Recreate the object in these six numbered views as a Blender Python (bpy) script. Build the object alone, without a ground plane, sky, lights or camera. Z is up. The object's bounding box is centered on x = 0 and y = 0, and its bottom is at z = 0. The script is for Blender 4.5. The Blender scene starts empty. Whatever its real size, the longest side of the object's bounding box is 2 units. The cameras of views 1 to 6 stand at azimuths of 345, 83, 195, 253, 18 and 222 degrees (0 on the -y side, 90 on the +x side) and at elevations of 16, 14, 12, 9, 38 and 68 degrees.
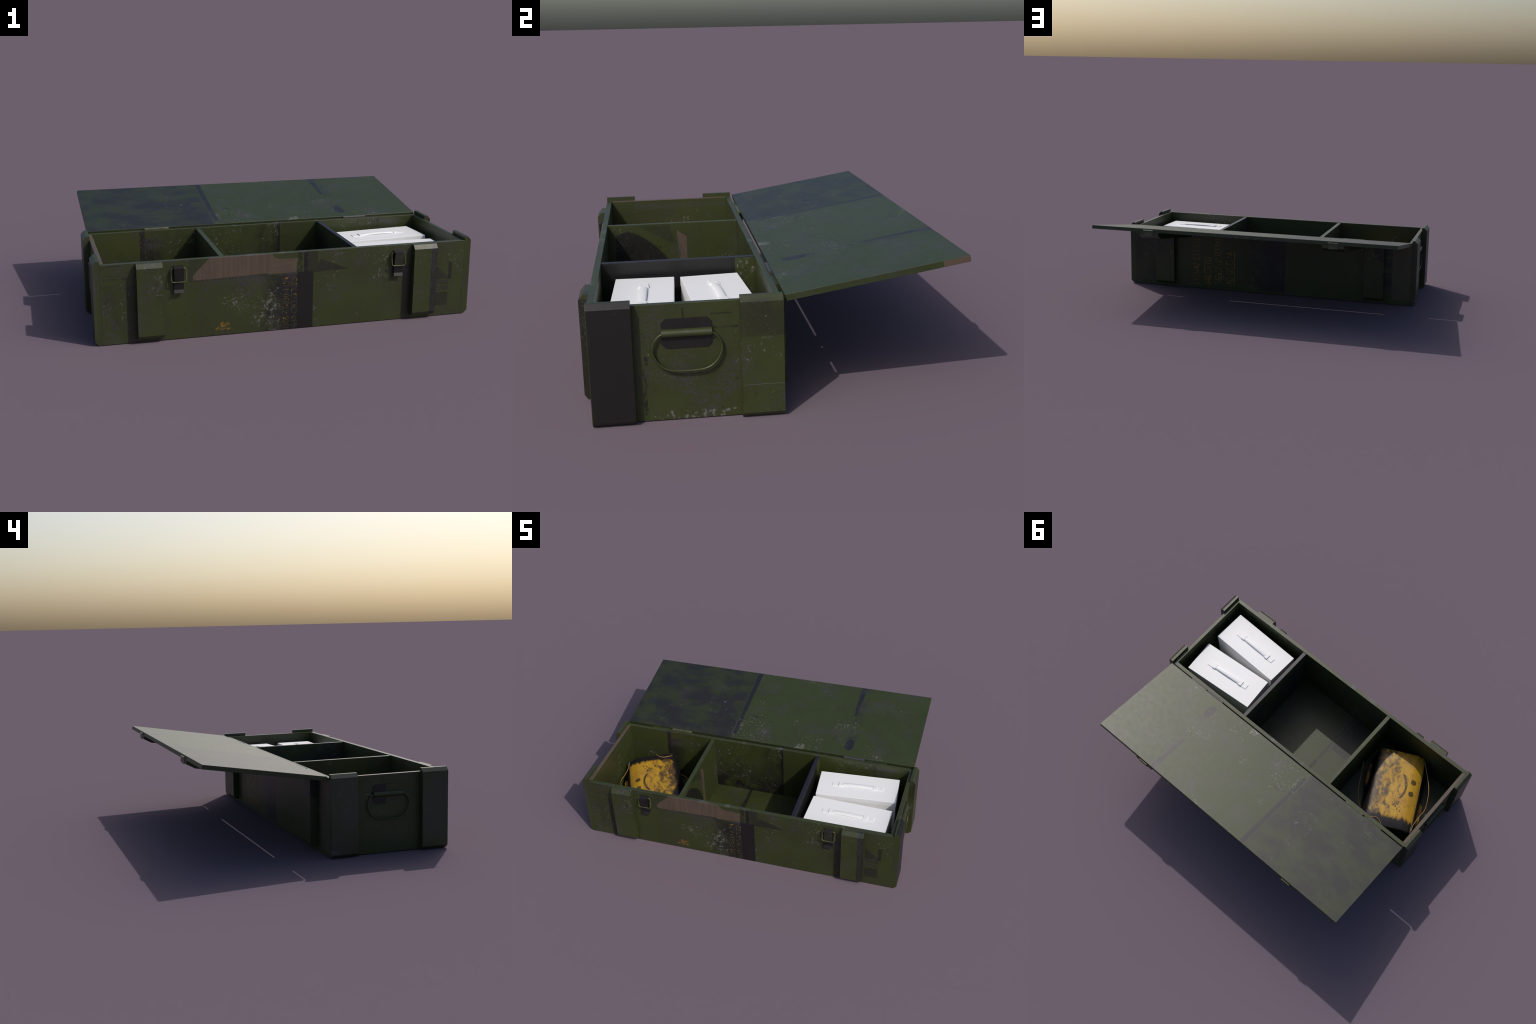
import bpy, bmesh, math, random
from mathutils import Vector, Matrix, noise as mnoise

random.seed(7)
SC = bpy.context.scene.collection

# ------------------------------------------------------------------ sizes (m)
HX = 0.965                     # half length of the box without end battens
YF, YB = -0.637, 0.011         # outer faces of front and back boards
TW = 0.024                     # board thickness
ZT = 0.409                     # top edge of the boards
ZFLOOR = 0.026
BT = 0.0365                    # batten thickness
LID_T = 0.0225
LID_L = 0.6465
LID_TILT = math.radians(9.14)
LID_HINGE = (0.0, 0.0208, 0.4172)

# ------------------------------------------------------------------ material kit
class NT:
    """small helper that writes node maths as python expressions"""
    def __init__(self, name):
        m = bpy.data.materials.new(name)
        m.use_nodes = True
        self.m = m
        self.t = m.node_tree
        self.t.nodes.clear()
        self.out = self.t.nodes.new('ShaderNodeOutputMaterial')
        self.b = self.t.nodes.new('ShaderNodeBsdfPrincipled')
        self.t.links.new(self.b.outputs[0], self.out.inputs[0])
        self.co = self.t.nodes.new('ShaderNodeTexCoord').outputs['Object']
        s = self.t.nodes.new('ShaderNodeSeparateXYZ')
        self.t.links.new(self.co, s.inputs[0])
        self.ax = {'x': s.outputs[0], 'y': s.outputs[1], 'z': s.outputs[2]}

    def put(self, sock, v):
        if isinstance(v, bpy.types.NodeSocket):
            self.t.links.new(v, sock)
        else:
            if sock.type == 'RGBA' and len(v) == 3:
                v = (*v, 1)
            sock.default_value = v

    def math(self, op, a, b=0.0, c=None, clamp=False):
        n = self.t.nodes.new('ShaderNodeMath')
        n.operation = op
        n.use_clamp = clamp
        self.put(n.inputs[0], a)
        self.put(n.inputs[1], b)
        if c is not None:
            self.put(n.inputs[2], c)
        return n.outputs[0]

    def noise(self, scale, detail=3.0, rough=0.55, stretch=(1, 1, 1), off=(0, 0, 0), rot=(0, 0, 0), dist=0.0):
        mp = self.t.nodes.new('ShaderNodeMapping')
        self.t.links.new(self.co, mp.inputs[0])
        mp.inputs['Location'].default_value = off
        mp.inputs['Rotation'].default_value = rot
        mp.inputs['Scale'].default_value = stretch
        n = self.t.nodes.new('ShaderNodeTexNoise')
        self.t.links.new(mp.outputs[0], n.inputs['Vector'])
        n.inputs['Scale'].default_value = scale
        n.inputs['Detail'].default_value = detail
        n.inputs['Roughness'].default_value = rough
        n.inputs['Distortion'].default_value = dist
        return n.outputs[0]

    def step(self, v, lo, hi):
        n = self.t.nodes.new('ShaderNodeMapRange')
        n.interpolation_type = 'SMOOTHSTEP'
        self.put(n.inputs['Value'], v)
        n.inputs['From Min'].default_value = lo
        n.inputs['From Max'].default_value = hi
        return n.outputs[0]

    def mix(self, f, a, b):
        n = self.t.nodes.new('ShaderNodeMix')
        n.data_type = 'RGBA'
        self.put(n.inputs[0], f)
        self.put(n.inputs[6], a)
        self.put(n.inputs[7], b)
        return n.outputs[2]

    def mul(self, *vs):
        r = vs[0]
        for v in vs[1:]:
            r = self.math('MULTIPLY', r, v)
        return r

    def polygon(self, axes, pts, soft=0.004, wob=0.0, wscale=60.0):
        """mask of a convex patch: inside all its edges, edges roughened by noise"""
        area = sum(pts[i][0]*pts[(i+1) % len(pts)][1]-pts[(i+1) % len(pts)][0]*pts[i][1] for i in range(len(pts)))
        if area < 0:
            pts = pts[::-1]
        u, v = self.ax[axes[0]], self.ax[axes[1]]
        d = None
        for i, (x0, y0) in enumerate(pts):
            x1, y1 = pts[(i+1) % len(pts)]
            l = math.hypot(x1-x0, y1-y0)
            nx, ny = -(y1-y0)/l, (x1-x0)/l
            e = self.math('MULTIPLY_ADD', u, nx, self.math('MULTIPLY_ADD', v, ny, -(nx*x0+ny*y0)))
            d = e if d is None else self.math('MINIMUM', d, e)
        if wob:
            w = self.math('SUBTRACT', self.noise(wscale, 3), 0.5)
            d = self.math('MULTIPLY_ADD', w, wob, d)
        return self.step(d, -soft, soft)

    def band(self, axis, lo, hi, soft=0.001):
        a = self.step(self.ax[axis], lo-soft, lo+soft)
        b = self.step(self.ax[axis], hi+soft, hi-soft)
        # reversed range for the upper edge
        n = self.math('SUBTRACT', 1.0, self.step(self.ax[axis], hi-soft, hi+soft))
        return self.math('MULTIPLY', a, n)

GREEN = (0.033, 0.042, 0.0090)
GREEN2 = (0.0275, 0.0335, 0.0090)
GREY = (0.043, 0.040, 0.047)
PALE = (0.150, 0.150, 0.145)
BLACK = (0.0065, 0.0055, 0.0062)
DARK = (0.0145, 0.0150, 0.0085)
NAVY = (0.0110, 0.0105, 0.0165)
BROWN = (0.085, 0.060, 0.044)
YELLOW = (0.30, 0.155, 0.012)

def paint(name, patches=(), base=GREEN, base2=GREEN2, seed=0.0, grey=1.0, white=1.0, rough=0.445, spec=0.5):
    """worn military paint: green, grey rub-through, pale nicks, scuffs, plus named patches"""
    k = NT(name)
    o = (seed*3.17, seed*1.7+0.3, seed*2.3)
    c = k.mix(k.step(k.noise(5, 4, 0.6, off=o), 0.35, 0.7), base, base2)
    # scattered dirty blotches
    d = k.mul(k.step(k.noise(38, 3, 0.6, off=o), 0.66, 0.74), 0.7)
    c = k.mix(d, c, BLACK)
    early = [p for p in patches if p.get('under', True)]
    late = [p for p in patches if not p.get('under', True)]

    def lay(c, p):
        m = k.polygon(p['axes'], p['pts'], p.get('soft', 0.003), p.get('wob', 0.0), p.get('ws', 60))
        if 'guard' in p:
            a, lo, hi = p['guard']
            m = k.math('MULTIPLY', m, k.band(a, lo, hi))
        if 'cloud' in p:                      # cloudy, broken cover
            s, lo, hi = p['cloud']
            m = k.math('MULTIPLY', m, k.step(k.noise(s, 5, 0.66, p.get('stretch', (1, 1, 1)), off=o, dist=p.get('dist', 0.0)), lo, hi))
        if 'fade' in p:                       # fades along an axis
            a, lo, hi = p['fade']
            n = k.t.nodes.new('ShaderNodeMapRange')
            k.put(n.inputs['Value'], k.ax[a])
            n.inputs['From Min'].default_value = lo
            n.inputs['From Max'].default_value = hi
            f = n.outputs[0]
            if p.get('fadenoise'):
                f = k.step(k.math('MULTIPLY_ADD', k.math('SUBTRACT', k.noise(14, 4, 0.6, off=o), 0.5), 1.2, f), 0.15, 0.85)
            m = k.math('MULTIPLY', m, f)
        m = k.math('MULTIPLY', m, p.get('k', 1.0))
        col = p['col']
        if p.get('grain'):                    # wood-like streaks inside the patch
            st = k.noise(90, 2, 0.6, p['grain'])
            col = k.mix(k.step(st, 0.3, 0.7), tuple(v*0.86 for v in col), tuple(min(1, v*1.14) for v in col))
        return k.mix(m, c, col)
    for p in early:
        c = lay(c, p)
    if grey:
        lo = k.noise(6.5, 3, 0.6, off=(o[1], o[2], o[0]))
        hi = k.noise(130, 3, 0.6, off=o, dist=0.4)
        g = k.math('MULTIPLY_ADD', lo, 0.75, hi)
        g = k.mul(k.step(g, 1.010-0.022*grey, 1.050-0.022*grey), 0.66)
        c = k.mix(g, c, GREY)
    if white:
        lo2 = k.noise(4.4, 3, 0.6, off=(o[2]+5, o[0], o[1]))
        nick = k.noise(62, 4, 0.7, off=(o[0]+2, o[1], o[2]), dist=0.6)
        w1 = k.step(k.math('MULTIPLY_ADD', lo2, 0.85, nick), 1.165-0.025*white, 1.22-0.025*white)
        # thin scratches: ridges of a stretched noise
        r = k.noise(13, 3, 0.6, (1, 1, 1), off=(o[1]+1, o[0], o[2]), dist=1.4)
        r = k.math('ABSOLUTE', k.math('SUBTRACT', r, 0.5))
        r = k.math('SUBTRACT', 1.0, k.step(r, 0.003, 0.012))
        w2 = k.mul(r, k.step(lo2, 0.54, 0.64), k.step(k.noise(55, 3, off=o), 0.50, 0.58), 0.8)
        w = k.mul(k.math('MAXIMUM', w1, w2), 0.66)
        c = k.mix(w, c, PALE)
    for p in late:
        c = lay(c, p)
    k.put(k.b.inputs['Base Color'], c)
    rr = k.math('MULTIPLY_ADD', k.noise(30, 3, off=o), 0.10, rough-0.05)
    k.put(k.b.inputs['Roughness'], rr)
    k.b.inputs['Specular IOR Level'].default_value = spec
    bp = k.t.nodes.new('ShaderNodeBump')
    bp.inputs['Strength'].default_value = 0.08
    bp.inputs['Distance'].default_value = 0.002
    k.t.links.new(k.noise(120, 3, off=o), bp.inputs['Height'])
    k.t.links.new(bp.outputs[0], k.b.inputs['Normal'])
    return k.m

def plain(name, col, rough=0.5, spec=0.5, metal=0.0, vary=0.15):
    k = NT(name)
    n = k.step(k.noise(25, 3), 0.3, 0.7)
    k.put(k.b.inputs['Base Color'], k.mix(n, tuple(v*(1-vary) for v in col), tuple(min(1, v*(1+vary)) for v in col)))
    k.b.inputs['Roughness'].default_value = rough
    k.b.inputs['Specular IOR Level'].default_value = spec
    k.b.inputs['Metallic'].default_value = metal
    return k.m

# ------------------------------------------------------------------ geometry kit
def mesh_obj(name, bm, mat, parent=None, smooth=None):
    me = bpy.data.meshes.new(name)
    bmesh.ops.recalc_face_normals(bm, faces=bm.faces)
    bm.to_mesh(me)
    bm.free()
    if mat:
        me.materials.append(mat)
    ob = bpy.data.objects.new(name, me)
    SC.objects.link(ob)
    if smooth is not None:
        for p in me.polygons:
            p.use_smooth = True
        me.set_sharp_from_angle(angle=math.radians(smooth))
    if parent:
        ob.parent = parent
    return ob

def add_box(bm, lo, hi):
    vs = bmesh.ops.create_cube(bm, size=1.0)['verts']
    for v in vs:
        v.co = Vector([lo[i]+(v.co[i]+0.5)*(hi[i]-lo[i]) for i in range(3)])
    return vs

def box(name, lo, hi, mat, parent, bevel=0.0008, seg=1):
    bm = bmesh.new()
    add_box(bm, lo, hi)
    if bevel:
        bmesh.ops.bevel(bm, geom=bm.edges[:], offset=bevel, segments=seg, affect='EDGES', profile=0.5)
    return mesh_obj(name, bm, mat, parent)

def prism(bm, prof, place, t0, t1):
    """extrude a closed 2D profile; place(u, v, t) -> 3D"""
    a = [bm.verts.new(place(u, v, t0)) for u, v in prof]
    b = [bm.verts.new(place(u, v, t1)) for u, v in prof]
    n = len(prof)
    bm.faces.new(a)
    bm.faces.new(b[::-1])
    for i in range(n):
        bm.faces.new((a[i], b[i], b[(i+1) % n], a[(i+1) % n]))

def tube(name, pts, r, mat, parent, closed=False, res=6, smooth=True, fill=True):
    cu = bpy.data.curves.new(name, 'CURVE')
    cu.dimensions = '3D'
    cu.bevel_depth = r
    cu.bevel_resolution = res
    cu.use_fill_caps = fill
    sp = cu.splines.new('POLY')
    sp.points.add(len(pts)-1)
    for p, q in zip(sp.points, pts):
        p.co = (*q, 1)
    sp.use_cyclic_u = closed
    tmp = bpy.data.objects.new(name+'_tmp', cu)
    SC.objects.link(tmp)
    me = bpy.data.meshes.new_from_object(tmp)
    bpy.data.objects.remove(tmp)
    bpy.data.curves.remove(cu)
    me.materials.clear()
    me.materials.append(mat)
    for p in me.polygons:
        p.use_smooth = smooth
    ob = bpy.data.objects.new(name, me)
    SC.objects.link(ob)
    ob.parent = parent
    return ob

def spline(ctrl, n=10, closed=False):
    """Catmull-Rom through control points"""
    c = [Vector(p) for p in ctrl]
    out = []
    m = len(c)
    for i in range(m if closed else m-1):
        p0 = c[(i-1) % m] if closed or i > 0 else c[i]*2-c[i+1]
        p1, p2 = c[i], c[(i+1) % m]
        p3 = c[(i+2) % m] if closed or i+2 < m else p2*2-p1
        for j in range(n):
            t = j/n
            out.append(0.5*((2*p1)+(p2-p0)*t+(2*p0-5*p1+4*p2-p3)*t*t+(3*p1-p0-3*p2+p3)*t**3))
    if not closed:
        out.append(c[-1])
    return out

def empty(name, loc=(0, 0, 0)):
    e = bpy.data.objects.new(name, None)
    e.location = loc
    e.empty_display_size = 0.1
    SC.objects.link(e)
    return e

# ================================================================== CRATE
crate = empty('wooden_crate')
crate["label"] = "long open olive green wooden ammunition crate with hinged lid"
crate["category"] = "crate"

FG = ('y', YF-0.01, YF+0.004)      # guard: only the outer skin of the front board
R = lambda x0, x1, z0, z1: [(x0, z0), (x1, z0), (x1, z1), (x0, z1)]
front_patches = [
    dict(axes='xz', pts=R(-0.84, -0.66, -0.01, 0.30), col=DARK, k=0.75, guard=FG, soft=0.004),
    dict(axes='xz', pts=R(-0.955, -0.84, 0.02, 0.305), col=DARK, k=0.42, guard=FG, soft=0.008, cloud=(7, 0.3, 0.7)),
    dict(axes='xz', pts=R(-0.955, -0.79, 0.330, 0.338), col=BLACK, k=0.8, guard=FG, wob=0.02, cloud=(40, 0.45, 0.6)),
    dict(axes='xz', pts=R(-0.955, -0.79, 0.348, 0.353), col=BLACK, k=0.7, guard=FG, wob=0.02, cloud=(40, 0.45, 0.6)),
    dict(axes='xz', pts=R(-0.93, -0.86, 0.398, 0.403), col=BLACK, k=0.7, guard=FG, wob=0.01),
    dict(axes='xz', pts=R(-0.53, -0.12, 0.29, 0.42), col=DARK, k=0.45, guard=FG),
    dict(axes='xz', pts=R(-0.26, 0.04, -0.01, 0.297), col=BLACK, guard=FG, fade=('x', -0.24, 0.03), fadenoise=True, k=0.95),
    dict(axes='xz', pts=R(0.034, 0.119, -0.01, 0.303), col=BLACK, guard=FG, soft=0.002, under=False),
    dict(axes='xz', pts=R(0.068, 0.090, 0.299, 0.42), col=BLACK, guard=FG, soft=0.002, wob=0.004),
    dict(axes='xz', pts=R(0.034, 0.060, 0.300, 0.42), col=BLACK, k=0.8, guard=FG, wob=0.02, ws=70, cloud=(45, 0.42, 0.55)),
    dict(axes='xz', pts=[(0.091, 0.42), (0.142, 0.42), (0.142, 0.408), (0.160, 0.361), (0.125, 0.297), (0.091, 0.30)], col=DARK, k=0.8, guard=FG, soft=0.002),
    dict(axes='xz', pts=[(0.158, 0.362), (0.311, 0.301), (0.12, 0.296)], col=DARK, k=0.9, guard=FG, soft=0.002),
    dict(axes='xz', pts=R(0.61, 0.668, -0.01, 0.298), col=DARK, k=0.8, guard=FG, soft=0.002),
    dict(axes='xz', pts=[(0.80, 0.285), (0.888, 0.205), (0.80, 0.20)], col=DARK, k=0.85, guard=FG, soft=0.002),
    dict(axes='xz', pts=R(0.80, 0.884, 0.172, 0.196), col=DARK, k=0.6, guard=FG, soft=0.002),
    dict(axes='xz', pts=R(0.80, 0.884, 0.140, 0.165), col=DARK, k=0.5, guard=FG, soft=0.002),
    dict(axes='xz', pts=R(0.80, 0.881, 0.056, 0.130), col=DARK, k=0.85, guard=FG, soft=0.002),
    dict(axes='xz', pts=R(0.878, 0.897, 0.20, 0.297), col=BLACK, k=0.75, guard=FG, soft=0.002),
    # bare brown timber where the paint is gone
    dict(axes='xz', pts=[(-0.512, 0.325), (-0.503, 0.297), (-0.40, 0.300), (0.0, 0.304), (-0.07, 0.375), (-0.105, 0.42), (-0.412, 0.42), (-0.426, 0.406)], col=BROWN, guard=FG, soft=0.0015, wob=0.008, ws=60, grain=(1, 1, 0.04), under=False),
    dict(axes='xz', pts=[(-0.12, 0.302), (0.026, 0.304), (0.033, 0.376), (-0.09, 0.379)], col=BROWN, guard=FG, soft=0.0015, wob=0.012, ws=70, grain=(0.1, 1, 0.5), under=False),
    # rest of an old yellow mark
    dict(axes='xz', pts=[(-0.405, 0.03), (-0.318, 0.028), (-0.325, 0.062), (-0.36, 0.07)], col=YELLOW, guard=FG, soft=0.004, wob=0.03, cloud=(55, 0.46, 0.60), stretch=(0.6, 1, 1.8), k=0.55, under=False),
]
TOPG = ('z', ZT-0.003, ZT+0.01)
rim_wear = [dict(axes='xy', pts=[(-0.30, -0.7), (0.12, -0.7), (0.12, 0.1), (-0.30, 0.1)], col=(0.11, 0.115, 0.12), k=0.5, guard=TOPG, cloud=(22, 0.47, 0.62), stretch=(1, 0.02, 0.02), under=False),
            dict(axes='xy', pts=[(-0.95, -0.7), (0.95, -0.7), (0.95, 0.1), (-0.95, 0.1)], col=(0.10, 0.11, 0.11), k=0.4, guard=TOPG, cloud=(30, 0.62, 0.72), stretch=(1, 0.02, 0.02), under=False)]
m_front = paint('front_board_paint', front_patches+rim_wear, seed=1, grey=2.4, white=2.2)

OB = ('y', YB-0.004, YB+0.01)
IB = ('y', YB-TW-0.01, YB-TW+0.004)
back_patches = [
    dict(axes='xz', pts=R(-0.121, 0.26, 0.015, 0.42), col=NAVY, guard=OB, fade=('x', 0.22, -0.08), fadenoise=True),
    dict(axes='xz', pts=R(0.81, 0.965, 0.02, 0.39), col=DARK, k=0.9, guard=OB, soft=0.01, cloud=(6, 0.25, 0.6)),
    dict(axes='xz', pts=R(-0.97, -0.842, 0.03, 0.40), col=BROWN, k=0.55, guard=OB, soft=0.004, grain=(0.3, 1, 1)),
    dict(axes='xz', pts=R(-0.842, -0.79, 0.04, 0.40), col=NAVY, k=0.9, guard=OB, cloud=(26, 0.40, 0.6), stretch=(0.02, 0.02, 1)),
    # inner side
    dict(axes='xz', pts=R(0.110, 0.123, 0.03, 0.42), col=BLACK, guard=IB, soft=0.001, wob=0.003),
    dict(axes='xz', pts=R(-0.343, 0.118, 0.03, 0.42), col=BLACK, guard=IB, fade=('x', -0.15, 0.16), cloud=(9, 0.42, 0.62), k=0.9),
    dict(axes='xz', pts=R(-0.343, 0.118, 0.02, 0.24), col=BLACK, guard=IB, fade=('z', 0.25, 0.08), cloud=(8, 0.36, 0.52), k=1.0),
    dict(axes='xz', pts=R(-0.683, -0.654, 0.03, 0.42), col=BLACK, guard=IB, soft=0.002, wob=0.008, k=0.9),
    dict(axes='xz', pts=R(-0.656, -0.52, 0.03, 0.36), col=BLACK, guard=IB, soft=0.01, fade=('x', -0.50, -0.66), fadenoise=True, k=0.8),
    dict(axes='xz', pts=R(0.715, 0.728, 0.03, 0.42), col=BLACK, guard=IB, cloud=(50, 0.4, 0.6), k=0.8),
    dict(axes='xz', pts=R(0.735, 0.86, 0.375, 0.394), col=GREY, guard=IB, k=0.6, soft=0.003),
    dict(axes='xz', pts=R(-0.335, -0.10, 0.12, 0.42), col=PALE, guard=IB, k=0.75, cloud=(60, 0.58, 0.65), dist=1.2, under=False),
    dict(axes='xz', pts=R(0.48, 0.72, 0.27, 0.42), col=PALE, guard=IB, k=0.65, cloud=(55, 0.57, 0.65), dist=1.2, under=False),
]
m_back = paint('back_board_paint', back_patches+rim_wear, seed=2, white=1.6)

# ---- boards
box('front_board', (-HX, YF, 0.0), (HX, YF+TW, ZT), m_front, crate)
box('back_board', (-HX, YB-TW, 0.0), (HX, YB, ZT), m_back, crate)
ER = ('x', HX-0.004, HX+0.01)
right_patches = [
    dict(axes='yz', pts=R(-0.465, -0.445, 0.02, 0.23), col=BLACK, guard=ER, k=0.85, cloud=(55, 0.47, 0.56), stretch=(1, 1, 0.35)),
    dict(axes='yz', pts=R(-0.325, -0.320, 0.36, 0.395), col=BLACK, guard=ER, k=0.8, soft=0.001),
    dict(axes='yz', pts=R(-0.23, -0.16, 0.365, 0.369), col=BLACK, guard=ER, k=0.8, wob=0.004),
    dict(axes='yz', pts=R(-0.24, -0.14, 0.315, 0.323), col=BLACK, guard=ER, k=0.7, wob=0.008, cloud=(40, 0.4, 0.6)),
    dict(axes='yz', pts=R(-0.44, -0.15, 0.0, 0.028), col=PALE, guard=ER, k=0.7, wob=0.03, cloud=(45, 0.52, 0.62), under=False),
]
m_right = paint('right_board_paint', right_patches, seed=3, grey=2.0, white=1.6)
left_patches = [
    dict(axes='yz', pts=R(-0.7, 0.1, ZT-0.002, ZT+0.02), col=BROWN, soft=0.001, grain=(1, 0.1, 1), under=False),
    dict(axes='yz', pts=R(-0.49, -0.013, 0.362, 0.394), col=GREY, k=0.35, guard=('x', -HX+0.0175, -HX+0.03), cloud=(30, 0.35, 0.6), stretch=(1, 0.02, 1)),
]
m_left = paint('left_board_paint', left_patches, seed=4)
box('end_board', (HX-0.0215, YF+TW, 0.0), (HX, YB-TW, ZT), m_right, crate)
box('end_board', (-HX, YF+TW, 0.0), (-HX+0.0215, YB-TW, ZT), m_left, crate)
floor_patches = [
    dict(axes='xy', pts=[(-0.118, -0.2), (-0.092, -0.2), (-0.096, -0.01), (-0.113, -0.01)], col=BLACK, wob=0.008, soft=0.002, k=0.9),
    dict(axes='xy', pts=[(-0.118, -0.62), (-0.100, -0.62), (-0.092, -0.2), (-0.115, -0.2)], col=BLACK, wob=0.01, k=0.7, cloud=(30, 0.35, 0.5)),
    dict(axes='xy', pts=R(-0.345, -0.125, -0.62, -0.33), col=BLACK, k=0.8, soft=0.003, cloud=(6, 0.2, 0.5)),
]
m_floor = paint('floor_board_paint', floor_patches, seed=5, grey=1.3)
box('floor_board', (-HX+0.0215, YF+TW, 0.002), (HX-0.0215, YB-TW, ZFLOOR), m_floor, crate, bevel=0)

# ---- dividers
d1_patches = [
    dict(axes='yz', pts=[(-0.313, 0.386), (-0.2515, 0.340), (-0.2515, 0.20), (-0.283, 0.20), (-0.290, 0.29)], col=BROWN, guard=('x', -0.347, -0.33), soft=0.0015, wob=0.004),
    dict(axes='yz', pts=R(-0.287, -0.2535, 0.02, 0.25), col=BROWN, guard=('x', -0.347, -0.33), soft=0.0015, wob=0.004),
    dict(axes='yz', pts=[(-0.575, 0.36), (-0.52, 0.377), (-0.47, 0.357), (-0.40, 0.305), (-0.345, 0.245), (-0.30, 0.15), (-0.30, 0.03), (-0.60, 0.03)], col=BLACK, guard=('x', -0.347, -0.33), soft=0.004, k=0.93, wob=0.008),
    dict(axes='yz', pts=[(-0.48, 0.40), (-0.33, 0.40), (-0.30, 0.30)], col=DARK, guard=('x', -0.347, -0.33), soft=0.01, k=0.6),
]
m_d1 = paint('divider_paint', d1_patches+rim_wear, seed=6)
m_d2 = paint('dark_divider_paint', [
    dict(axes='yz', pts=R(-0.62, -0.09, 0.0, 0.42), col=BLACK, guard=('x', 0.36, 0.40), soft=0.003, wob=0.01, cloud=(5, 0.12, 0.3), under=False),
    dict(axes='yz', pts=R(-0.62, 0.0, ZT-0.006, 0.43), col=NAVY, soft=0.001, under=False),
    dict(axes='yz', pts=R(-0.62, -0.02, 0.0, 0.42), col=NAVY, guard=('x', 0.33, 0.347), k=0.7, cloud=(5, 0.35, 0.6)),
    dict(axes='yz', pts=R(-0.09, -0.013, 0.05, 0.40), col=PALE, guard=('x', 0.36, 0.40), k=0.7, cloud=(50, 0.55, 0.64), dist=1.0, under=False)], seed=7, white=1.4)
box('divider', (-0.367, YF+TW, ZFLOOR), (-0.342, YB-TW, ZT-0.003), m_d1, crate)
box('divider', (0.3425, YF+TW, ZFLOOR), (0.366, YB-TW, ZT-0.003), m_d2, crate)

# ---- battens on the ends (full height, bottom and top outer edges chamfered)
def end_batten(side, y0, y1, mat):
    c = 0.018
    prof = [(HX, 0.0), (1.0-c, 0.0), (1.0, c), (1.0, 0.410), (1.0-c, 0.4285), (HX, 0.4285)]
    bm = bmesh.new()
    prism(bm, prof, lambda u, v, t: (side*u, t, v), y0, y1)
    return mesh_obj('end_batten', bm, mat, crate)

EB1 = (YF, YF+0.1445)
EB2 = (YB-0.1445, YB)
m_b1 = paint('end_batten_black_paint', [
    dict(axes='yz', pts=R(YF+0.002, -0.4, -0.01, 0.45), col=BLACK, guard=('x', 0.975, 1.01), cloud=(9, 0.26, 0.36), soft=0.001, under=False, k=0.97)], seed=8)
m_b2 = paint('end_batten_paint', [
    dict(axes='yz', pts=R(-0.2, 0.05, 0.29, 0.42), col=DARK, k=0.6, cloud=(7, 0.3, 0.6)),
    dict(axes='yz', pts=R(-0.13, 0.01, 0.119, 0.1205), col=PALE, k=0.5, soft=0.001)], seed=9, grey=2.2, white=1.4)
m_b3 = paint('end_batten_grey_paint', [
    dict(axes='yz', pts=R(-0.7, 0.1, -0.01, 0.45), col=(0.050, 0.044, 0.046), guard=('x', -1.01, -0.985), k=0.45, cloud=(4, 0.3, 0.6))], seed=10, grey=1.6)
end_batten(1, *EB1, m_b1)
end_batten(1, *EB2, m_b2)
end_batten(-1, *EB1, m_b3)
end_batten(-1, *EB2, m_b3)

# ---- battens on the front and back (short, chamfered top and bottom)
def side_batten(y, sgn, x0, x1, mat):
    c = 0.018
    z0, z1 = 0.022, 0.4075
    d = BT
    prof = [(0, z0), (d-0.013, z0), (d, z0+c), (d, z1-c-0.003), (d-c, z1), (0, z1)]
    bm = bmesh.new()
    prism(bm, prof, lambda u, v, t: (t, y+sgn*u, v), x0, x1)
    return mesh_obj('side_batten', bm, mat, crate)

m_sb1 = paint('front_batten_paint', [
    dict(axes='xz', pts=R(-0.70, -0.66, 0.247, 0.250), col=PALE, k=0.5, soft=0.001),
    dict(axes='xz', pts=R(0.758, 0.786, 0.02, 0.42), col=NAVY, k=0.75, wob=0.012, soft=0.0015, ws=45),
    dict(axes='xz', pts=R(0.787, 0.7925, 0.02, 0.39), col=BLACK, k=0.9, soft=0.001)], seed=11, grey=2.6, white=1.8)
m_sb2 = paint('back_batten_paint', [
    dict(axes='xz', pts=R(0.66, 0.80, 0.22, 0.42), col=NAVY, k=0.55, cloud=(9, 0.4, 0.6)),
    dict(axes='xz', pts=[(-0.80, 0.4), (-0.70, 0.4), (-0.75, 0.29), (-0.80, 0.28)], col=NAVY, k=0.8, wob=0.02)], seed=12, white=1.7)
XB0, XB1 = 0.6625, 0.792
for s in (-1, 1):
    a, b = sorted((s*XB0, s*XB1))
    side_batten(YF, -1, a, b, m_sb1)
    side_batten(YB, 1, a, b, m_sb2)

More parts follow.
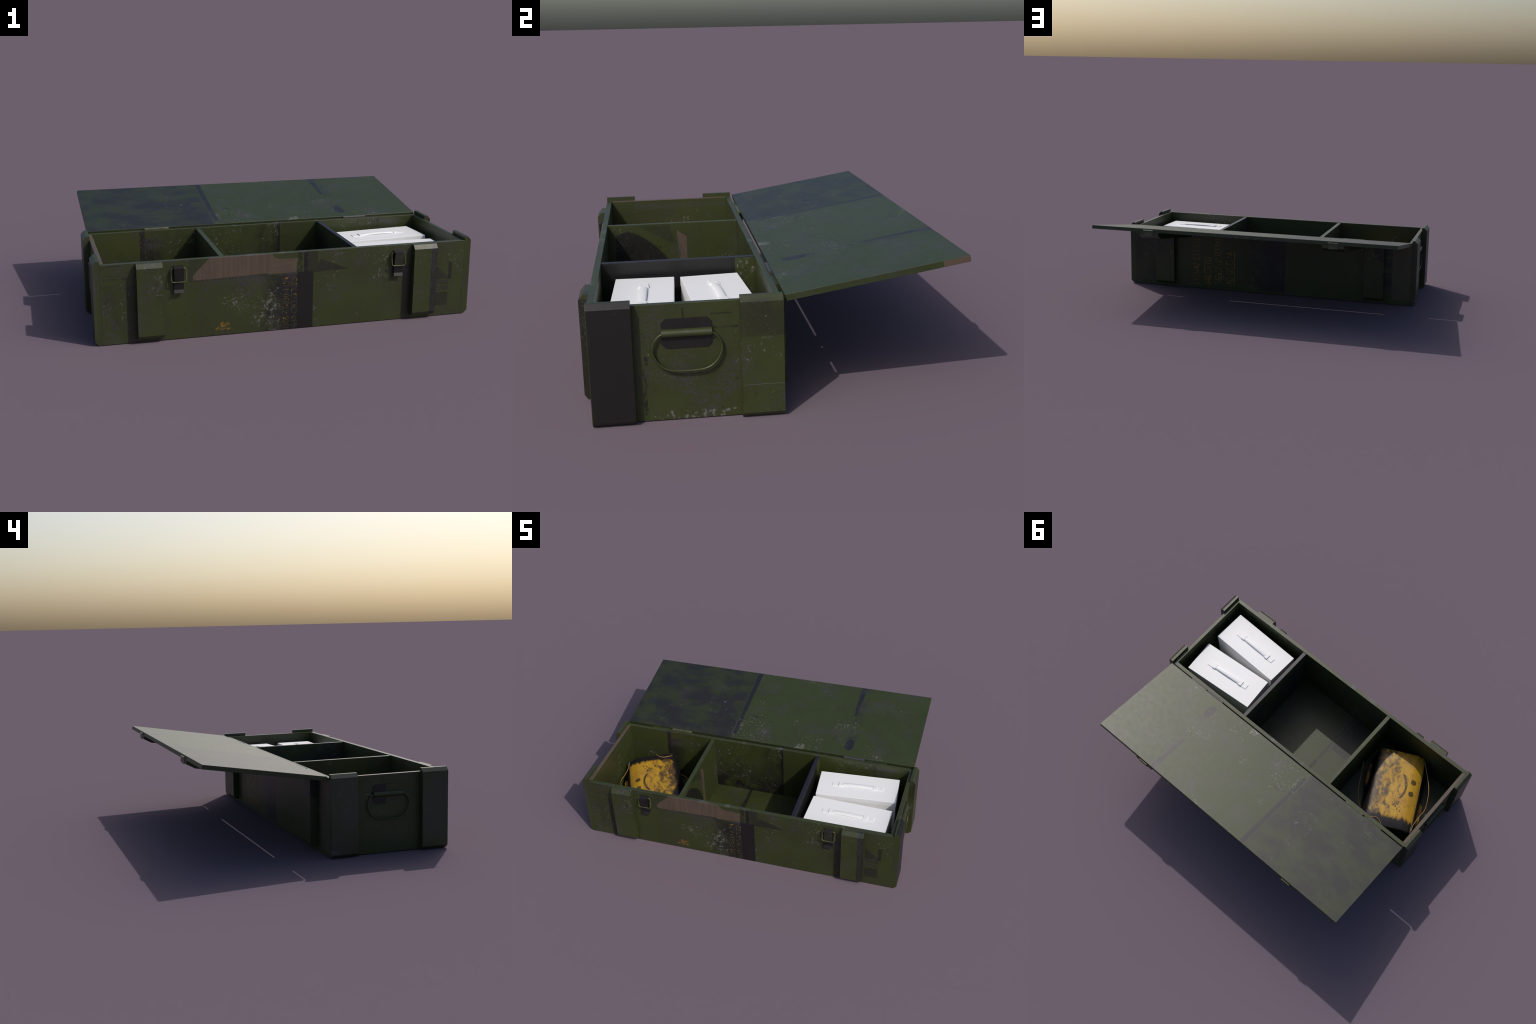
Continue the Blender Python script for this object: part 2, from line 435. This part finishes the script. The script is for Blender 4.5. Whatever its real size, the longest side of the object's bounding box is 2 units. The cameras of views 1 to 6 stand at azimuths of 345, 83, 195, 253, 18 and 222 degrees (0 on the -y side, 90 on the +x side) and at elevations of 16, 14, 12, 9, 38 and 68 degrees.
# ---- carrying handles on both ends
m_black = plain('black_metal_paint', BLACK, 0.5, 0.5, vary=0.25)
m_olive = paint('olive_metal_paint', seed=13, white=0.6, rough=0.42)
def handle(side):
    h = bpy.data.objects.new('carrying_handle', None)
    SC.objects.link(h)
    h.parent = crate
    yc, zc = -0.312, 0.3065
    hy, hz, c = 0.0845, 0.051, 0.0145
    prof = [(-hy+c, -hz), (hy-c, -hz), (hy, -hz+c), (hy, hz-c), (hy-c, hz), (-hy+c, hz), (-hy, hz-c), (-hy, -hz+c)]
    bm = bmesh.new()
    prism(bm, prof, lambda u, v, t: (side*t, yc+u, zc+v), HX, HX+0.0035)
    mesh_obj('handle_plate', bm, m_black if side > 0 else m_left_plate, h)
    # half round bracket that holds the ring
    n = 14
    pr = [(0.0165*math.sin(math.pi*i/n), -0.0150*math.cos(math.pi*i/n)) for i in range(n+1)]
    bm = bmesh.new()
    prism(bm, pr, lambda u, v, t: (side*(HX+0.003+u), t, zc+0.001+v), yc-0.0842, yc+0.0842)
    mesh_obj('handle_bracket', bm, m_olive, h, smooth=40)
    half = [(0.0, 0.1775), (0.045, 0.1790), (0.075, 0.188), (0.098, 0.207), (0.112, 0.232), (0.1165, 0.256), (0.108, 0.283), (0.092, 0.302), (0.078, 0.307)]
    loop = [(-u, v) for u, v in half[::-1]]+half[1:]
    pts = spline([(side*(HX+0.0115+0.004*(0.307-v)/0.13), yc+u, v) for u, v in loop], 6)
    tube('handle_ring', pts, 0.0042, m_olive, h, res=4)
m_left_plate = paint('left_plate_paint', [dict(axes='yz', pts=R(-0.3, -0.2, 0.2, 0.4), col=BLACK, soft=0.001, under=False)], base=GREEN2, seed=14, grey=0.8, white=0)
handle(1)
handle(-1)

# ---- toggle latches on the front
m_latch_olive = plain('dark_olive_metal', (0.020, 0.021, 0.013), 0.5, vary=0.3)
m_wire = plain('highlit_olive_wire', (0.085, 0.090, 0.035), 0.4, vary=0.3)  # same green finish, lightened so its highlights sit in the colour
def latch(xc, face_mat):
    l = bpy.data.objects.new('latch', None)
    SC.objects.link(l)
    l.parent = crate
    hw = 0.0245
    prof = [(0.0, 0.382), (0.004, 0.382), (0.0255, 0.3735), (0.0135, 0.262), (0.0205, 0.2455), (0.017, 0.2435), (0.009, 0.257), (0.0, 0.262)]
    bm = bmesh.new()
    prism(bm, prof, lambda u, v, t: (t, YF-u, v), xc-hw, xc+hw)
    mesh_obj('latch_lever', bm, m_black, l)
    bm = bmesh.new()
    prism(bm, [(0.0262, 0.3725), (0.0270, 0.3725), (0.0195, 0.303), (0.0187, 0.303)], lambda u, v, t: (t, YF-u, v), xc-hw+0.001, xc+hw-0.001)
    mesh_obj('latch_face', bm, face_mat, l)
    # wire loop, its top behind the lever
    w, r = 0.038, 0.013
    pts = []
    for cx, cz, a0 in ((w-r, 0.372-r, 0), (-w+r, 0.372-r, 90), (-w+r, 0.3025+r, 180), (w-r, 0.3025+r, 270)):
        for i in range(7):
            a = math.radians(a0+15*i)
            x, z = cx+r*math.cos(a), cz+r*math.sin(a)
            f = (0.372-z)/0.07
            pts.append((xc+x, YF-(0.009+0.0135*f), z))
    tube('wire_loop', pts, 0.0024, m_wire, l, closed=True, res=3)
latch(-0.582, m_black)
latch(0.582, m_latch_olive)

# ---- hinges between back board and lid
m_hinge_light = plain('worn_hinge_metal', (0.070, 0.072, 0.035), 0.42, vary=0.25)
m_hinge_dark = plain('dark_hinge_metal', (0.035, 0.033, 0.040), 0.45, vary=0.25)
def hinge(xc, mat):
    h = bpy.data.objects.new('hinge', None)
    SC.objects.link(h)
    h.parent = crate
    bm = bmesh.new()
    pr = [(0.0078*math.cos(math.pi*(2*i+1)/8), 0.0078*math.sin(math.pi*(2*i+1)/8)) for i in range(8)]
    prism(bm, pr, lambda u, v, t: (t, 0.0155+u, 0.4105+v), xc-0.067, xc+0.067)
    mesh_obj('hinge_barrel', bm, mat, h)
    box('hinge_leaf', (xc-0.063, YB+0.0002, 0.345), (xc+0.063, YB+0.0035, 0.4060), mat, h, bevel=0.0005)
hinge(-0.583, m_hinge_light)
hinge(0.583, m_hinge_dark)

# ---- lid: local x, y along the lid from hinge, z = 0 on the upper (inner) face
LT = ('z', -0.002, 0.01)
lid_patches = [
    dict(axes='xy', pts=R(-0.98, -0.249, -0.01, 0.66), col=NAVY, guard=LT, soft=0.002, cloud=(6.0, 0.38, 0.60), stretch=(0.9, 1.4, 1), k=0.88, under=False),
    dict(axes='xy', pts=R(-0.98, -0.245, -0.01, 0.66), col=DARK, guard=LT, soft=0.002, k=0.35, under=False),
    dict(axes='xy', pts=[(-0.243, 0.045), (-0.220, 0.048), (-0.208, 0.66), (-0.241, 0.66)], col=NAVY, guard=LT, soft=0.0015, wob=0.008, k=0.97, under=False),
    dict(axes='xy', pts=[(-0.45, 0.22), (-0.44, 0.22), (-0.425, 0.55), (-0.433, 0.55)], col=NAVY, guard=LT, soft=0.003, wob=0.006, k=0.6),
    dict(axes='xy', pts=[(0.500, 0.37), (0.516, 0.37), (0.534, 0.66), (0.494, 0.66)], col=NAVY, guard=LT, soft=0.002, wob=0.02, ws=45, k=0.95),
    dict(axes='xy', pts=[(0.503, 0.12), (0.56, 0.12), (0.565, 0.66), (0.51, 0.66)], col=NAVY, guard=LT, soft=0.012, cloud=(10, 0.4, 0.65), k=0.55),
    dict(axes='xy', pts=[(0.497, 0.10), (0.508, 0.065), (0.53, 0.050), (0.548, 0.065), (0.557, 0.10), (0.552, 0.14), (0.515, 0.15)], col=NAVY, guard=LT, soft=0.003, wob=0.02, ws=50, k=0.95),
    dict(axes='xy', pts=R(-0.20, -0.12, 0.18, 0.23), col=DARK, guard=LT, soft=0.01, cloud=(24, 0.42, 0.58), k=0.9),
    dict(axes='xy', pts=[(-0.26, 0.04), (0.02, 0.0), (0.0, 0.10), (-0.12, 0.27), (-0.24, 0.20)], col=PALE, guard=LT, soft=0.05, cloud=(60, 0.555, 0.635), dist=1.2, k=0.75, under=False),
    dict(axes='xy', pts=[(0.19, 0.0), (0.25, 0.0), (0.24, 0.04), (0.21, 0.04)], col=PALE, guard=LT, soft=0.01, wob=0.03, cloud=(50, 0.40, 0.55), k=0.75, under=False),
    dict(axes='xy', pts=R(-0.50, -0.36, 0.20, 0.34), col=PALE, guard=LT, soft=0.03, cloud=(38, 0.56, 0.66), k=0.5, under=False),
    dict(axes='yz', pts=R(0.55, 0.65, -0.03, -0.001), col=BROWN, guard=('x', HX-0.003, HX+0.01), soft=0.001, wob=0.006, under=False),
]
m_lid = paint('lid_paint', lid_patches, base=(0.0285, 0.0395, 0.0090), base2=(0.0260, 0.0350, 0.0090), seed=15, grey=2.6, white=1.5, rough=0.445)
bm = bmesh.new()
add_box(bm, (-HX, 0.0, -LID_T), (HX, LID_L, 0.0))
bmesh.ops.bevel(bm, geom=bm.edges[:], offset=0.0008, segments=1, affect='EDGES')
lid = mesh_obj('lid', bm, m_lid, crate)
lid.location = LID_HINGE
lid.rotation_euler = (LID_TILT, 0, 0)
m_lidb = paint('lid_batten_paint', [dict(axes='xy', pts=R(-0.7, -0.4, 0.3, 0.7), col=NAVY, k=0.5, cloud=(8, 0.4, 0.6))], seed=16)
for xc in (-0.583, 0.583):
    bm = bmesh.new()
    t = 0.036
    prof = [(0.022, 0), (0.022, -t*0.5), (0.070, -t), (LID_L-0.050, -t), (LID_L, -0.019), (LID_L, 0)]
    prism(bm, prof, lambda u, v, w: (w, u, -LID_T+v), xc-0.065, xc+0.065)
    mesh_obj('lid_batten', bm, m_lidb, lid)
    # catch for the latch wire: plate with a curled lip
    bm = bmesh.new()
    y0 = LID_L+0.0002
    arc = [(y0+0.0058-0.0058*math.cos(a), -0.0135+0.0058*math.sin(a)) for a in [math.pi*i/8 for i in range(9)]]
    arc2 = [(y0+0.0058-0.0036*math.cos(a), -0.0135+0.0036*math.sin(a)) for a in [math.pi*i/8 for i in range(8, -1, -1)]]
    prof = [(y0, -0.046)]+arc+arc2+[(y0+0.0022, -0.046)]
    prism(bm, prof, lambda u, v, w: (w, u, v), xc-0.031, xc+0.031)
    mesh_obj('latch_catch', bm, m_hinge_light if xc < 0 else m_hinge_light, lid, smooth=40)

# ---- stencilled lettering, worn
def stencil_mat(name, seed, lo, hi):
    k = NT(name)
    o = (seed, seed*2, 0.4)
    c = k.mix(k.step(k.noise(60, 4, 0.6, off=o), lo, hi), GREEN2, YELLOW)
    c = k.mix(k.step(k.noise(11, 3, off=o), 0.35, 0.7), c, k.mix(0.55, c, DARK))
    k.put(k.b.inputs['Base Color'], c)
    k.b.inputs['Roughness'].default_value = 0.55
    return k.m
m_st_back = stencil_mat('worn_stencil_yellow', 1.0, 0.36, 0.56)
m_st_front = stencil_mat('faded_stencil_yellow', 3.0, 0.52, 0.70)

def stencil(text, size, origin, front, mat, width):
    cu = bpy.data.curves.new('stencil_text', 'FONT')
    cu.body = text
    cu.size = size/0.70
    cu.extrude = 0.0003
    tmp = bpy.data.objects.new('stencil_tmp', cu)
    SC.objects.link(tmp)
    me = bpy.data.meshes.new_from_object(tmp)
    bpy.data.objects.remove(tmp)
    bpy.data.curves.remove(cu)
    xs = [v.co.x for v in me.vertices]
    s = width/(max(xs)-min(xs))
    x0 = min(xs)
    for v in me.vertices:
        u, w, d = (v.co.x-x0)*s, v.co.y, v.co.z
        if front:
            v.co = (origin[0]-w, YF-0.0004-d, origin[1]+u)
        else:
            v.co = (origin[0]+w, YB+0.0004+d, origin[1]+u)
    me.materials.clear()
    me.materials.append(mat)
    me.name = 'stencil_text'
    ob = bpy.data.objects.new('stencil_text', me)
    SC.objects.link(ob)
    ob.parent = crate
    return ob
stencil('1305-47-030-1154', 0.052, (0.486, 0.028), False, m_st_back, 0.35)
stencil('640 CRTG', 0.054, (0.404, 0.030), False, m_st_back, 0.19)
stencil('7.62x51 NATO BALL', 0.052, (0.327, 0.034), False, m_st_back, 0.35)
stencil('AD-GGC-1A', 0.050, (0.249, 0.036), False, m_st_back, 0.235)
bm = bmesh.new()
add_box(bm, (0.2345, YB, 0.035), (0.2395, YB+0.0006, 0.275))
mesh_obj('stencil_rule', bm, m_st_back, crate)
stencil('1305-47-030-1154', 0.034, (-0.010, 0.004), True, m_st_front, 0.275)
stencil('640 CRTG 7.62', 0.032, (0.0325, 0.010), True, m_st_front, 0.26)

# ================================================================== AMMO CANS
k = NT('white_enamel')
k.b.inputs['Base Color'].default_value = (0.80, 0.80, 0.80, 1)
k.b.inputs['Roughness'].default_value = 0.5
m_white = k.m

def can(cx, cy, ang):
    c = empty('ammo_can', (cx, cy, ZFLOOR))
    c.rotation_euler = (0, 0, math.radians(ang))
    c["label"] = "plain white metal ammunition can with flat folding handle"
    c["category"] = "ammo can"
    L, W, H = 0.2475, 0.1125, 0.325
    lid_h = 0.036
    box('can_body', (-L+0.0015, -W+0.0015, 0.0), (L-0.0015, W-0.0015, H-lid_h), m_white, c, bevel=0.0015, seg=1)
    box('can_lid', (-L, -W, H-lid_h), (L, W, H), m_white, c, bevel=0.0015, seg=2)
    h = bpy.data.objects.new('can_handle', None)
    SC.objects.link(h)
    h.parent = c
    for s in (-1, 1):
        a, b = sorted((s*0.088, s*0.158))
        box('handle_pad', (a, -0.018, H-0.001), (b, 0.018, H+0.003), m_white, h, bevel=0.001)
        bm = bmesh.new()
        n = 8
        prof = [(-0.0195, 0.0), (-0.0195, 0.0055), (-0.016, 0.0078), (0.016, 0.0078), (0.0195, 0.0055), (0.0195, 0.0)]
        a, b = sorted((s*0.095, s*0.118))
        prism(bm, prof, lambda u, v, t: (t, u, H+v), a, b)
        mesh_obj('handle_loop', bm, m_white, h)
    # gently arched grip with a rounded section
    bm = bmesh.new()
    N, M = 16, 12
    rings = []
    for i in range(N+1):
        t = i/N
        x = -0.094+0.188*t
        zc = H+0.0025+0.0030*math.sin(math.pi*t)
        hw = 0.0160
        rings.append([bm.verts.new((x, hw*math.copysign(abs(math.cos(2*math.pi*j/M))**0.7, math.cos(2*math.pi*j/M)), zc+0.0055*math.sin(2*math.pi*j/M))) for j in range(M)])
    for i in range(N):
        for j in range(M):
            bm.faces.new((rings[i][j], rings[i+1][j], rings[i+1][(j+1) % M], rings[i][(j+1) % M]))
    bm.faces.new(rings[0][::-1])
    bm.faces.new(rings[-1])
    mesh_obj('handle_grip', bm, m_white, h, smooth=50)
can(0.6538, -0.1785, 4.6)
can(0.6535, -0.4540, -2.0)

# ================================================================== YELLOW POUCH
pouch = empty('cloth_pouch', (-0.664, -0.319, ZFLOOR))
pouch["label"] = "grimy yellow cloth pouch with smiling face and side cords"
pouch["category"] = "pouch"
AX = math.atan2(-0.894, 0.448)          # long axis of the pouch
pouch.rotation_euler = (0, 0, AX)
# local: x along the long axis (towards the front board), y across (towards +x of the crate)

def pouch_material():
    k = NT('grimy_yellow_cloth')
    Y1, Y2 = (0.47, 0.270, 0.016), (0.40, 0.215, 0.022)
    GRIME, CLOTH_BLACK = (0.030, 0.020, 0.019), (0.011, 0.009, 0.010)
    c = k.mix(k.step(k.noise(9, 4, 0.6), 0.35, 0.65), Y1, Y2)
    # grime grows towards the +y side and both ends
    d = k.math('MULTIPLY_ADD', k.ax['y'], 1.1, k.noise(24, 8, 0.66, (0.8, 1.2, 1), dist=0.3))
    g = k.step(d, 0.44, 0.68)
    c = k.mix(k.math('MULTIPLY', g, 0.88), c, GRIME)
    sp = k.step(k.math('MULTIPLY_ADD', k.noise(7, 3), 0.7, k.noise(75, 5, 0.72)), 0.93, 1.01)
    c = k.mix(k.math('MULTIPLY', sp, 0.8), c, CLOTH_BLACK)
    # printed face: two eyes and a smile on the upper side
    def disc(x, y, r0, r1):
        dx = k.math('SUBTRACT', k.ax['x'], x)
        dy = k.math('SUBTRACT', k.ax['y'], y)
        rr = k.math('SQRT', k.math('ADD', k.math('MULTIPLY', dx, dx), k.math('MULTIPLY', dy, dy)))
        rr = k.math('MULTIPLY_ADD', k.math('SUBTRACT', k.noise(70, 3), 0.5), 0.008, rr)
        return rr, k.math('SUBTRACT', 1.0, k.step(rr, r0, r1))
    up = k.step(k.ax['z'], 0.12, 0.13)
    worn = k.math('MULTIPLY_ADD', k.step(k.noise(60, 3), 0.34, 0.44), 0.6, 0.4)
    for ex, ey in FACE_EYES:
        _, m = disc(ex, ey, 0.016, 0.020)
        c = k.mix(k.mul(m, up, worn, 0.85), c, CLOTH_BLACK)
    r, _ = disc(FACE_C[0], FACE_C[1], 0.1, 0.11)
    ring = k.math('SUBTRACT', 1.0, k.step(k.math('ABSOLUTE', k.math('SUBTRACT', r, FACE_R)), 0.0055, 0.009))
    lowhalf = k.mul(k.math('SUBTRACT', 1.0, k.step(k.ax['y'], -0.01, 0.0)), k.band('x', FACE_C[0]-0.082, FACE_C[0]+0.086, 0.004))
    c = k.mix(k.mul(ring, lowhalf, up, worn, 0.85), c, CLOTH_BLACK)
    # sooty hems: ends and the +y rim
    e1 = k.math('MULTIPLY_ADD', k.noise(28, 5, 0.65, (0.3, 1, 1)), 0.09, k.ax['x'])
    c = k.mix(k.math('SUBTRACT', 1.0, k.step(e1, -0.165, -0.135)), c, CLOTH_BLACK)
    e2 = k.math('MULTIPLY_ADD', k.noise(28, 5, 0.65), 0.07, k.ax['y'])
    c = k.mix(k.step(e2, 0.160, 0.182), c, CLOTH_BLACK)
    low = k.math('SUBTRACT', 1.0, k.step(k.ax['z'], 0.125, 0.165))  # lower body goes nearly black below the flap
    c = k.mix(k.math('MULTIPLY', low, 0.93), c, CLOTH_BLACK)
    k.put(k.b.inputs['Base Color'], c)
    k.b.inputs['Roughness'].default_value = 0.45
    k.b.inputs['Specular IOR Level'].default_value = 0.5
    return k.m

def to_local(x, y):
    dx, dy = x+0.664, y+0.319
    return (dx*math.cos(AX)+dy*math.sin(AX), -dx*math.sin(AX)+dy*math.cos(AX))
FACE_EYES = [(0.062, -0.107), (-0.019, -0.106)]
FACE_R = 0.135
FACE_C = (0.016, 0.069)
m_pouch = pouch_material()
m_soot = plain('black_webbing', (0.016, 0.014, 0.015), 0.6, 0.4, vary=0.3)
m_cord = plain('tan_cord', (0.30, 0.165, 0.055), 0.6, vary=0.25)
m_grey = plain('grey_piping', (0.10, 0.10, 0.105), 0.5)

HA, HB = 0.262, 0.156
def outline(t, sx, sy, p):
    c, s = math.cos(t), math.sin(t)
    return (sx*math.copysign(abs(c)**(2/p), c), sy*math.copysign(abs(s)**(2/p), s))
# height of the upper side above the floor, across the pouch (low hem on the -y side)
CROSS = [(-0.165, 0.172), (-0.156, 0.179), (-0.140, 0.193), (-0.10, 0.214), (-0.07, 0.217), (0.0, 0.218), (0.07, 0.218), (0.12, 0.215), (0.145, 0.207), (0.156, 0.196), (0.165, 0.185)]
def cross(y):
    for (a, za), (b, zb) in zip(CROSS, CROSS[1:]):
        if y <= b:
            return za+(zb-za)*max(0, (y-a))/(b-a)
    return CROSS[-1][1]
def top_z(x, y):
    e = max(0.0, abs(x)/HA-0.55)/0.45
    return cross(y)-(0.016 if x > 0 else 0.014)*e**2.5
def pouch_shell():
    bm = bmesh.new()
    N = 120
    levels = [(0.97, 0.0), (1.02, 0.08), (1.03, 0.30), (1.01, 0.60), (0.985, 0.86), (0.985, 0.90), (1.0, 0.91), (1.0, 0.97), (0.99, None), (0.97, None), (0.94, None), (0.9, None), (0.84, None), (0.76, None), (0.67, None), (0.57, None), (0.45, None), (0.3, None), (0.15, None)]
    rings = []
    for s, h in levels:
        ring = []
        for i in range(N):
            t = 2*math.pi*i/N
            x, y = outline(t, HA*s, HB*s, 13)
            x0, y0 = outline(t, HA, HB, 13)
            z = top_z(x0, y0)*h if h is not None else top_z(x, y)
            if h is not None and h < 0.88:          # the lower body is wider than the flap
                y *= 1.0+0.20*min(1.0, (0.90-h)/0.45)*(1.0-0.35*abs(x)/HA)
            if x < 0:
                x *= 1.03
            n = mnoise.noise(Vector((x*9, y*9, z*9)))
            m = mnoise.noise(Vector((x*26+5, y*26, z*26)))
            dz = 0.002*n+0.001*m
            if h is not None:
                x += 0.005*n*(x/HA)
                y += 0.005*n*(y/HB)
                dz = 0 if h == 0 else dz*0.4
            ring.append(bm.verts.new((x, y, z+dz)))
        rings.append(ring)
    for a, b in zip(rings, rings[1:]):
        for i in range(N):
            bm.faces.new((a[i], a[(i+1) % N], b[(i+1) % N], b[i]))
    bm.faces.new(rings[0][::-1])
    bm.faces.new(rings[-1])
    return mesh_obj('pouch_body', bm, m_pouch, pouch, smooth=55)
pouch_shell()
# side pockets, low on both long sides
k = NT('dull_yellow_cloth')
c = k.mix(k.step(k.noise(14, 5, 0.65), 0.38, 0.62), (0.32, 0.165, 0.014), (0.05, 0.032, 0.02))
k.put(k.b.inputs['Base Color'], c)
k.b.inputs['Roughness'].default_value = 0.6
m_pocket = k.m
for s in (-1, 1):
    bm = bmesh.new()
    N = 40
    rings = []
    for sc, z in ((0.9, 0.0), (1.0, 0.02), (1.0, 0.06), (0.96, 0.085), (0.85, 0.098), (0.5, 0.103)):
        ring = []
        for i in range(N):
            x, y = outline(2*math.pi*i/N, 0.09*sc, 0.046*sc, 4)
            ring.append(bm.verts.new((x+0.10*s, s*(HB+0.002)+y, z+0.003*mnoise.noise(Vector((x*14, y*14, z*14+s))))))
        rings.append(ring)
    for a, b in zip(rings, rings[1:]):
        for i in range(N):
            bm.faces.new((a[i], a[(i+1) % N], b[(i+1) % N], b[i]))
    bm.faces.new(rings[0][::-1])
    bm.faces.new(rings[-1])
    mesh_obj('side_pocket', bm, m_pocket, pouch, smooth=50)

def loc3(p):
    x, y = to_local(p[0], p[1])
    return (x, y, p[2]-ZFLOOR)
# piping along the low rim
tube('rim_piping', spline([loc3(p) for p in ((-0.918, -0.150, 0.207), (-0.865, -0.262, 0.205), (-0.807, -0.380, 0.204), (-0.745, -0.503, 0.203), (-0.692, -0.602, 0.201))], 8), 0.0020, m_grey, pouch, res=3)
tube('side_cord', spline([loc3(p) for p in ((-0.693, -0.600, 0.203), (-0.760, -0.535, 0.212), (-0.822, -0.468, 0.225), (-0.858, -0.417, 0.222), (-0.894, -0.341, 0.203), (-0.896, -0.280, 0.196), (-0.902, -0.211, 0.198), (-0.916, -0.165, 0.202))], 8), 0.0022, m_cord, pouch, res=3)
tube('side_cord', spline([loc3(p) for p in ((-0.378, -0.365, 0.145), (-0.408, -0.304, 0.150), (-0.459, -0.213, 0.155), (-0.486, -0.171, 0.153), (-0.528, -0.127, 0.140), (-0.573, -0.098, 0.130))], 8), 0.0022, m_cord, pouch, res=3)
tube('carry_loop', spline([loc3(p) for p in ((-0.650, -0.043, 0.233), (-0.667, -0.064, 0.239), (-0.692, -0.082, 0.241), (-0.722, -0.081, 0.240), (-0.749, -0.066, 0.236), (-0.762, -0.050, 0.230))], 8), 0.0021, m_cord, pouch, res=3)
